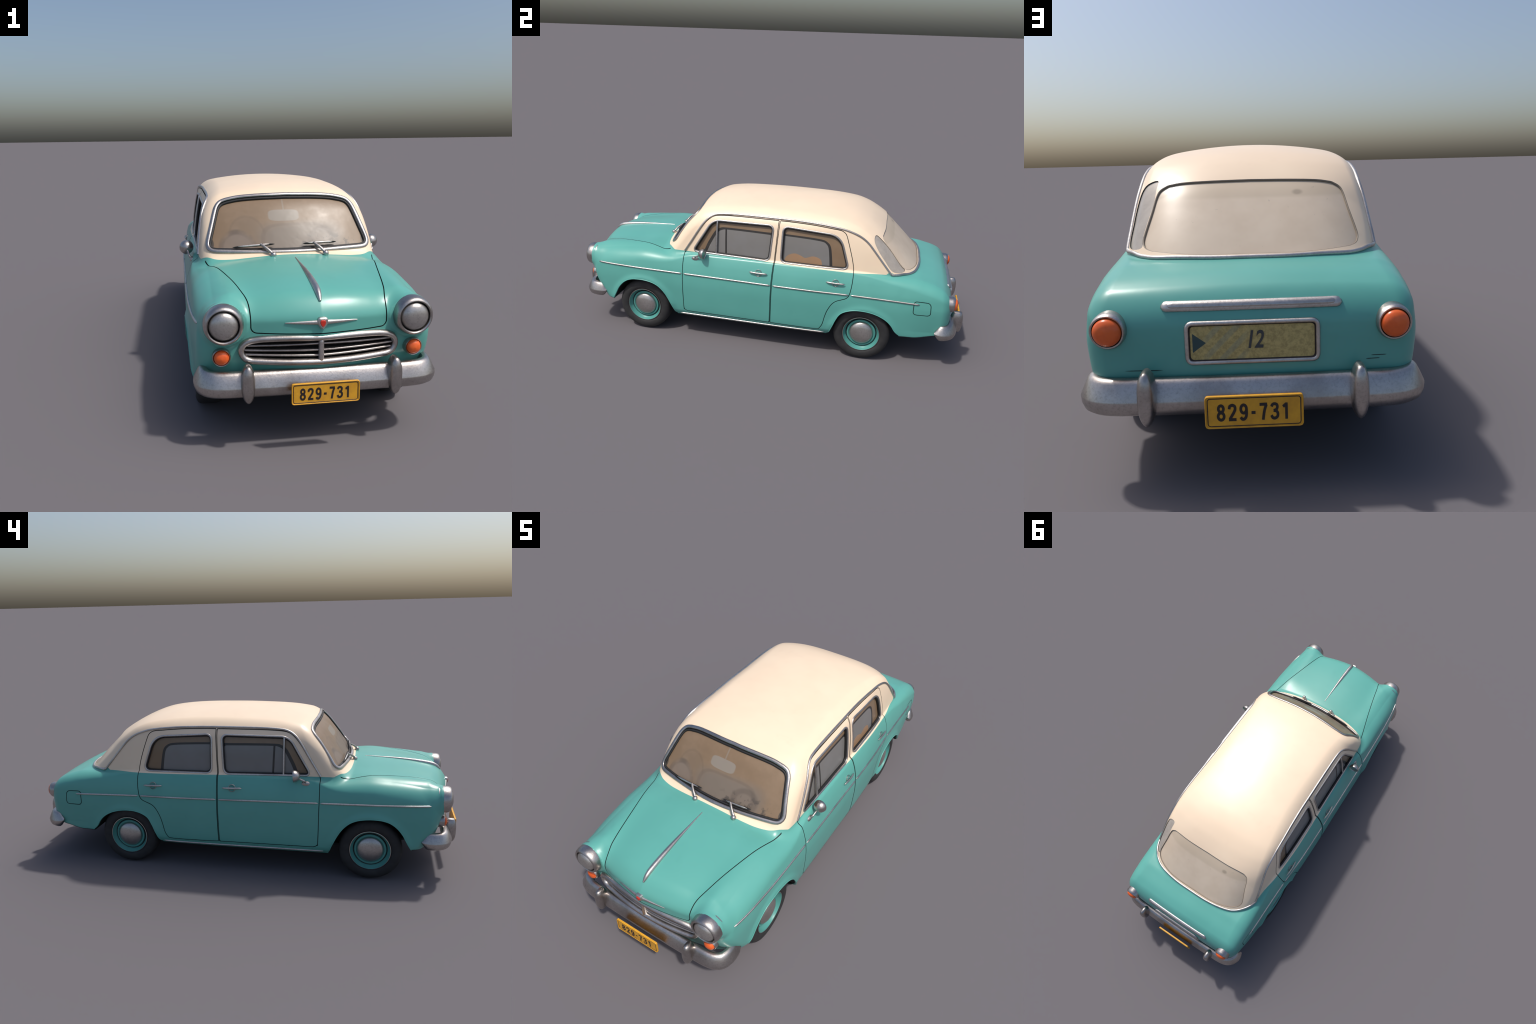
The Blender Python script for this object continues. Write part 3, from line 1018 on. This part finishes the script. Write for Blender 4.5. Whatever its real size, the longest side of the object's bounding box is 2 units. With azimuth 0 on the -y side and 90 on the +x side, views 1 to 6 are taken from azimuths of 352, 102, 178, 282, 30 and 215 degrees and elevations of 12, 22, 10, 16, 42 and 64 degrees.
# dark box behind the slats
k = len(gp)
b0 = np.stack([gp[:, 0], grille_y(gp[:, 0]), gp[:, 1]], 1)
b1 = np.stack([gp[:, 0] * .98, grille_y(gp[:, 0]) + .045, gp[:, 1]], 1)
b2 = np.array([[0, -.890, .284]])
make('grille_box', np.vstack([b0, b1, b2]), [(i, (i + 1) % k, k + (i + 1) % k, k + i) for i in range(k)] + [(k + i, k + (i + 1) % k, 2 * k) for i in range(k)], UNDER, grille)
for z0, z1 in ((.3020, .2995), (.2825, .2860), (.2665, .2730)):
    xx = np.linspace(-.216, .216, 81)
    zz = z0 + (z1 - z0) * np.abs(xx) / .2
    pth = np.stack([xx, grille_y(xx) + .006, zz], 1)
    tube('grille_slat', pth, np.tile([0, -1., 0], (len(pth), 1)), .0040, .0085, SLAT, grille, seg=10)
zz = np.linspace(.2490, .3190, 20)
pth = np.stack([0 * zz, -.9385 + 0 * zz, zz], 1)
tube('grille_upright', pth, np.tile([0, -1., 0], (len(pth), 1)), .0085, .0125, TRIM, grille, taper=end_taper(20, 2))

# ------------------------------------------------------------------ bumpers
def bumper(sgn, ymid, bow, zc, hh, corner_y, end_y, amax):
    """Pressed-steel bumper: bevelled section swept round the end of the car."""
    pts = [(0, ymid), (.12, ymid + bow * .15), (.22, ymid + bow * .5), (.280, ymid + bow), (.315, ymid + bow + .009),
           (.339, ymid + bow + .028), (amax, corner_y), (amax + .0005, (corner_y + end_y) / 2), (amax - .002, end_y)]
    half = spline(pts, 8)
    path = np.vstack([(half * [-1, 1])[::-1][:-1], half])
    path = resample(path, .008)
    n = len(path)
    tg = np.gradient(path, axis=0); tg /= np.linalg.norm(tg, axis=1)[:, None]
    out = np.stack([tg[:, 1], -tg[:, 0]], 1)
    if out[n // 2, 1] > 0:
        out = -out
    # section: (outward, up)
    sec = np.array([(-.028, -.55), (-.024, -.82), (-.012, -1.0), (-.002, -.98), (.007, -.80), (.0118, -.48), (.0128, -.16), (.0118, -.06),
                    (.0030, .45), (-.003, .76), (-.009, .94), (-.017, 1.0), (-.025, .96), (-.028, .78)])
    secs = []
    et = end_taper(n, 4)
    for i in range(n):
        k = et[i]
        secs.append([(path[i, 0] + out[i, 0] * (u * (.45 + .55 * k)), sgn * -1 * (path[i, 1] + out[i, 1] * (u * (.45 + .55 * k))), zc + v * hh * k) for u, v in sec])
    o = box_loft('bumper', secs, CHROME, angle=35)
    bm_flip(o) if sgn > 0 else None
    return o


def bm_flip(o):
    import bmesh
    b = bmesh.new(); b.from_mesh(o.data)
    bmesh.ops.recalc_face_normals(b, faces=b.faces)
    b.to_mesh(o.data); b.free()


fb = bumper(-1, -.954, .006, .1935, .0370, -.890, -.830, .3500)
rb = bumper(1, -.960, .006, .195, .0375, -.902, -.860, .3505)
for o in (fb, rb):
    bm_flip(o)


def overrider(c, sy, h, w, d, lean=0.0):
    """Upright almond-shaped guard with a softly flattened face."""
    secs = []
    n = 26
    for i in range(n):
        u = -1 + 2 * (i + .5) / n * 1.0
        k = max(1e-3, 1 - abs(u) ** 2.6) ** .5
        ring = []
        for j in range(20):
            a = j / 20 * 2 * math.pi
            cx = math.copysign(abs(math.cos(a)) ** .8, math.cos(a)) * w * k
            cy = math.copysign(abs(math.sin(a)) ** .8, math.sin(a)) * d * (.35 + .65 * k)
            ring.append((c[0] + cx, c[1] + cy + sy * lean * u, c[2] + u * h))
        secs.append(ring)
    o = box_loft('overrider', secs, CHROME, angle=50)
    bm_flip(o)


for s in (1, -1):
    overrider((s * .2125, -.958, .203), -1, .056, .0200, .027)
    overrider((s * .2125, .968, .203), 1, .057, .0185, .031)

# ------------------------------------------------------------------ number plates
def solid_plate(name, w, h, t, r, mat, parent, bevel=.001, loc=(0, 0, 0)):
    """Rounded slab facing -y in its own frame."""
    out = round_poly([(-w, -h), (w, -h), (w, h), (-w, h)], r, 6)
    k = len(out)
    f_in = out * (1 - bevel / np.array([w, h]))
    V = [(p[0], t / 2, p[1]) for p in out] + [(p[0], -t / 2 + bevel, p[1]) for p in out] + [(p[0], -t / 2, p[1]) for p in f_in]
    V = np.array(V) + np.array(loc)
    F = [tuple(range(k - 1, -1, -1))[::-1]]
    for b in (0, k):
        for j in range(k):
            F.append((b + j, b + (j + 1) % k, b + k + (j + 1) % k, b + k + j))
    F.append(tuple(2 * k + j for j in range(k)))
    o = make(name, V, F, mat, parent, angle=30)
    bm_flip(o)
    return o


def frame_ring(name, w, h, r, rw, rh, mat, parent, y=0.0):
    out = resample(round_poly([(-w, -h), (w, -h), (w, h), (-w, h)], r, 8), .004, True)
    P = np.stack([out[:, 0], np.full(len(out), y), out[:, 1]], 1)
    return tube(name, P, np.tile([0, -1., 0], (len(P), 1)), rw, rh, mat, parent, True, 8)


def text(name, body, size, mat, parent, loc, extrude=.0008, width=1.0, shear=0, bold=.0):
    cu = bpy.data.curves.new(name, 'FONT')
    cu.body = body; cu.size = size; cu.extrude = extrude; cu.align_x = 'CENTER'; cu.align_y = 'CENTER'
    cu.shear = shear; cu.offset = bold; cu.resolution_u = 4
    tmp = bpy.data.objects.new(name, cu)
    bpy.context.scene.collection.objects.link(tmp)
    dg = bpy.context.evaluated_depsgraph_get()
    me = bpy.data.meshes.new_from_object(tmp.evaluated_get(dg))
    bpy.data.objects.remove(tmp)
    me.materials.clear(); me.materials.append(mat)
    o = bpy.data.objects.new(name, me)
    bpy.context.scene.collection.objects.link(o)
    o.parent = parent
    o.rotation_euler = (math.radians(90), 0, 0)
    o.scale = (width, 1, 1)
    o.location = loc
    return o


def oval(cx, cy, rx, ry, n=28):
    t = np.linspace(0, 2 * np.pi, n)
    return np.stack([cx + rx * np.sin(t), cy + ry * np.cos(t)], 1)


GLYPH = {   # pen strokes in a unit-high box
    '8': [oval(.27, .73, .165, .19), oval(.27, .285, .195, .215)],
    '2': [np.vstack([spline([(.07, .70), (.11, .86), (.27, .925), (.43, .85), (.45, .67), (.36, .48)], 5), [(.09, .09)]]), np.array([(.03, .07), (.52, .07)])],
    '9': [oval(.27, .68, .185, .24), spline([(.455, .68), (.455, .42), (.41, .20), (.29, .08), (.15, .09), (.075, .20)], 5)],
    '7': [np.array([(.03, .92), (.52, .92)]), spline([(.47, .90), (.34, .55), (.24, .0)], 6)],
    '3': [spline([(.07, .76), (.13, .88), (.27, .925), (.42, .86), (.44, .70), (.36, .57), (.20, .53)], 5),
          spline([(.20, .53), (.38, .49), (.47, .36), (.45, .18), (.31, .075), (.14, .10), (.055, .25)], 5)],
    '1': [np.array([(.08, .74), (.30, .90)]), np.array([(.30, .97), (.30, .0)])],
    '-': [np.array([(.04, .45), (.30, .45)])],
}


def stroke(P, w, scale, off, V, F, y=-.0034, depth=.0012):
    """Flat pen stroke with square ends, extruded towards the plate."""
    P = np.array(P, float)
    closed = np.linalg.norm(P[0] - P[-1]) < 1e-6
    t = np.gradient(P, axis=0)
    if closed:
        t[0] = t[-1] = P[1] - P[-2]
    t /= np.linalg.norm(t, axis=1)[:, None]
    n = np.stack([-t[:, 1], t[:, 0]], 1) * w / 2
    a = (P + n) * scale + off
    b = (P - n) * scale + off
    k = len(V)
    for p, q in zip(a, b):
        V += [(p[0], y, p[1]), (q[0], y, q[1]), (p[0], y + depth, p[1]), (q[0], y + depth, q[1])]
    for i in range(len(P) - 1):
        c, d = k + 4 * i, k + 4 * i + 4
        F += [(c, c + 1, d + 1, d), (c + 2, c, d, d + 2), (c + 1, c + 3, d + 3, d + 1)]
    F += [(k, k + 2, k + 3, k + 1), (k + 4 * len(P) - 4, k + 4 * len(P) - 3, k + 4 * len(P) - 1, k + 4 * len(P) - 2)]


def plate_text(parent):
    h = .0350
    x = -.0735
    layer = 0
    for ch in '829-731':
        V, F = [], []
        for g in GLYPH[ch]:
            stroke(g, .175, np.array([h * .86, h]), np.array([x, -h / 2 - .0005]), V, F, -.0034 - .00015 * (layer % 3))
            layer += 1
        make('plate_digit', V, F, INK, parent, smooth=False)
        x += {'-': .0165}.get(ch, .0222)


def number_plate(loc, rz, tilt, hh=.0305):
    e = solid_plate('number_plate', .0965, hh, .006, .006, GOLD, CAR)
    e.location = loc
    e.rotation_euler = (tilt, 0, rz)
    frame_ring('plate_rim', .0955, hh - .001, .0055, .0016, .0016, GOLD, e, -.003)
    frame_ring('plate_border', .0915, hh - .0045, .005, .0010, .0007, INK, e, -.003)
    x = -.062
    plate_text(e)
    return e


number_plate((0, -.9955, .1795), 0, 0)
number_plate((0, .991, .1765), math.pi, 0, .0330)

# ------------------------------------------------------------------ bonnet ornament and badge
yy = np.linspace(-.574, -.915, 60)
o = on_top(np.stack([0 * yy, yy], 1))
tail = on_front(np.array([(0, .425)]))
o = np.vstack([o, o[-1] + [0, -.008, -.004]])
u = np.linspace(0, 1, len(o))
wid = .0018 + .0085 * np.sin(np.clip(u / .86, 0, 1) * math.pi / 2) ** 1.5 * np.where(u > .86, np.sqrt(np.clip(1 - ((u - .86) / .1405) ** 2, .02, 1)), 1)
hei = .002 + .012 * u ** 1.3 * np.where(u > .86, np.sqrt(np.clip(1 - ((u - .86) / .1405) ** 2, .02, 1)), 1)
tube('bonnet_spear', o, np.tile([0, 0, 1.], (len(o), 1)), wid, hei, TRIM, seg=12)

badge = bpy.data.objects.new('badge', None)
bpy.context.scene.collection.objects.link(badge); badge.parent = CAR
xx = np.linspace(-.104, .104, 61)
zz = .3685 - .001 * np.abs(xx / .1)
pb = on_front(np.stack([xx, zz], 1))
nb = normals(pb)
tube('badge_wing', pb, nb, .0012 + .0065 * (1 - np.abs(xx) / .104) ** .8, .0012 + .005 * (1 - np.abs(xx) / .104), TRIM, badge, lift=.001)


def shield(name, w, h, y, mat, t, z):
    out = spline([(0, h), (w * .75, h * .92), (w, h * .35), (w * .72, -h * .45), (0, -h), (-w * .72, -h * .45), (-w, h * .35), (-w * .75, h * .92)], 5, True)
    k = len(out)
    V = [(p[0], y + t, z + p[1]) for p in out] + [(p[0], y, z + p[1]) for p in out] + [(p[0] * .8, y - .003, z + p[1] * .8) for p in out]
    F = [(b + j, b + (j + 1) % k, b + k + (j + 1) % k, b + k + j) for b in (0, k) for j in range(k)]
    F.append(tuple(2 * k + j for j in range(k)))
    ob = make(name, V, F, mat, badge, angle=35)
    bm_flip(ob)


yb = on_front(np.array([(0, .367)]))[0, 1]
shield('badge_shield', .0150, .0165, yb - .006, TRIM, .015, .367)
shield('badge_enamel', .0085, .0100, yb - .0085, RED, .006, .367)

# ------------------------------------------------------------------ tail panel and bar
bar = np.stack([np.linspace(-.186, .186, 61), np.full(61, .3725)], 1)
pb = on_back(bar)
tube('boot_bar', pb, normals(pb), .0120, .0075, TRIM, seg=16, taper=end_taper(61, 2))
tube('boot_bar_flute', pb[2:-2], normals(pb[2:-2]), .0065, .0025, CHROME, seg=12, lift=.0062, taper=end_taper(57, 2))
tp = bpy.data.objects.new('boot_panel', None)
bpy.context.scene.collection.objects.link(tp); tp.parent = CAR
py = on_back(np.array([(0, .295)]))[0, 1]
o = solid_plate('panel_face', .129, .038, .008, .010, panel_material(), tp)
fr = frame_ring('panel_frame', .1335, .0415, .012, .0052, .0065, TRIM, tp, -.003)
g = frame_ring('panel_gasket', .1285, .0370, .010, .0020, .003, INK, tp, -.0035)
tx = text('panel_digits', '12', .052, plain('panel_ink', (.05, .055, .06, 1), .6), tp, (.003, -.0044, .003), width=.72, shear=.22, bold=.0008)
tri = make('panel_arrow', [(-.122, -.0045, -.020), (-.122, -.0045, .020), (-.095, -.0045, 0), (-.122, -.002, -.020), (-.122, -.002, .020), (-.095, -.002, 0)],
           [(0, 2, 1), (3, 4, 5), (0, 1, 4, 3), (1, 2, 5, 4), (2, 0, 3, 5)], plain('arrow_ink', (.035, .07, .075, 1), .6), tp, smooth=False)
tp.location = (0, py - .004, .2990)
tp.rotation_euler = (0, 0, math.pi)

for x0, x1, z0 in ((.262, .185, .2440), (-.243, -.276, .2600), (-.232, -.262, .2530)):
    xx = np.linspace(x0, x1, 24)
    ps = on_back(np.stack([xx, z0 + 0 * xx], 1))
    tube('paint_scratch', ps, normals(ps), .0008, .0005, SEAL, seg=6, lift=.0003, taper=end_taper(24, 5))

# ------------------------------------------------------------------ door handles, mirrors, wipers
def handle(y, z, s, parent):
    e = bpy.data.objects.new('door_handle', None)
    bpy.context.scene.collection.objects.link(e); e.parent = parent
    c = on_side(np.array([y]), np.array([z]), s)[0]
    n = normals(c[None])[0]
    yy = np.linspace(-.046, .046, 33)
    p = np.stack([c[0] + n[0] * (.0105 - 2.0 * yy ** 2), y + yy, z - .0005 + n[2] * .008 - .02 * yy], 1)
    tube('handle_grip', p, np.tile(n, (33, 1)), .0042, .0036, TRIM, e, taper=end_taper(33, 5))
    lathe('handle_escutcheon', [(.0170, -.003), (.0170, .0012), (.0158, .0022), (.0145, .0012), (.0120, -.0002)], c + n * .0015, n, [CHROME, RIMT], e, 32, [0, 0, 0, 1])
    for d in (-.007, .007):
        tube('handle_post', [c + [0, d, 0], c + n * .004 + [0, d, 0], c + n * .0095 + [0, d, 0]], np.tile([0, 1., 0], (3, 1)), .0028, .0028, TRIM, e, seg=8)


for s in (1, -1):
    handle(-.0005, .402, s, CAR)
    handle(.3770, .3955, s, CAR)
    e = bpy.data.objects.new('wing_mirror', None)
    bpy.context.scene.collection.objects.link(e); e.parent = CAR
    c = on_side(np.array([-.330]), np.array([.434]), s)[0]
    n = normals(c[None])[0]
    lathe('mirror_foot', [(.0150, -.004), (.0145, .001), (.0110, .0035), (.005, .006), (0, .007)], c, n, CHROME, e, 28, squash=(1.25, .7))
    head = np.array([s * .3640, -.285, .470])
    stem = spline([c, c + n * .010 + [0, .004, .008], head * .45 + c * .55 + [s * .004, 0, .004], head + [0, -.012, -.004]], 6)
    tube('mirror_stem', stem, np.tile([0, 0, 1.], (len(stem), 1)), .0042, .0042, CHROME, e, seg=10)
    ax = np.array([s * .10, 1, -.05])
    lathe('mirror_shell', [(.0, -.0225), (.009, -.0210), (.0175, -.0160), (.0235, -.0080), (.0262, .0), (.0268, .0070), (.0255, .0090), (.0240, .0060), (.0, .0055)],
          head, ax, CHROME, e, 40)


def wiper(pivot, elbow, b0, b1):
    e = bpy.data.objects.new('wiper', None)
    bpy.context.scene.collection.objects.link(e); e.parent = CAR
    pv = np.array(pivot, float)
    lathe('wiper_pivot', [(.0085, -.012), (.0105, -.003), (.0108, .002), (.0090, .0070), (.005, .0102), (0, .0112)], pv, (0, -.45, 1), CHROME, e, 24)
    el = on_front(np.array([elbow]))[0] + np.array([0, -.010, .006])
    arm = spline([pv + [0, 0, .004], pv * .5 + el * .5 + [0, -.002, .004], el], 8)
    tube('wiper_arm', arm, np.tile([0, -.6, .8], (len(arm), 1)), np.linspace(.0070, .0048, len(arm)), .0045, SLAT, e, seg=8)
    q = np.linspace(0, 1, 24)[:, None]
    bl = on_front(np.array(b0)[None] * (1 - q) + np.array(b1)[None] * q)
    nn = normals(bl)
    tube('wiper_blade', bl + nn * .006, nn, .0030, .0045, RUBBER, e, seg=8, taper=end_taper(24, 3))
    tube('wiper_bridge', (bl + nn * .0105)[3:-3], nn[3:-3], .0034, .0026, TRIM, e, seg=8, taper=end_taper(18, 4))


wiper((.117, -.5300, .4770), (.080, .506), (.043, .5045), (.166, .5050))
wiper((-.0680, -.5290, .4770), (-.108, .505), (-.205, .4965), (-.058, .5060))
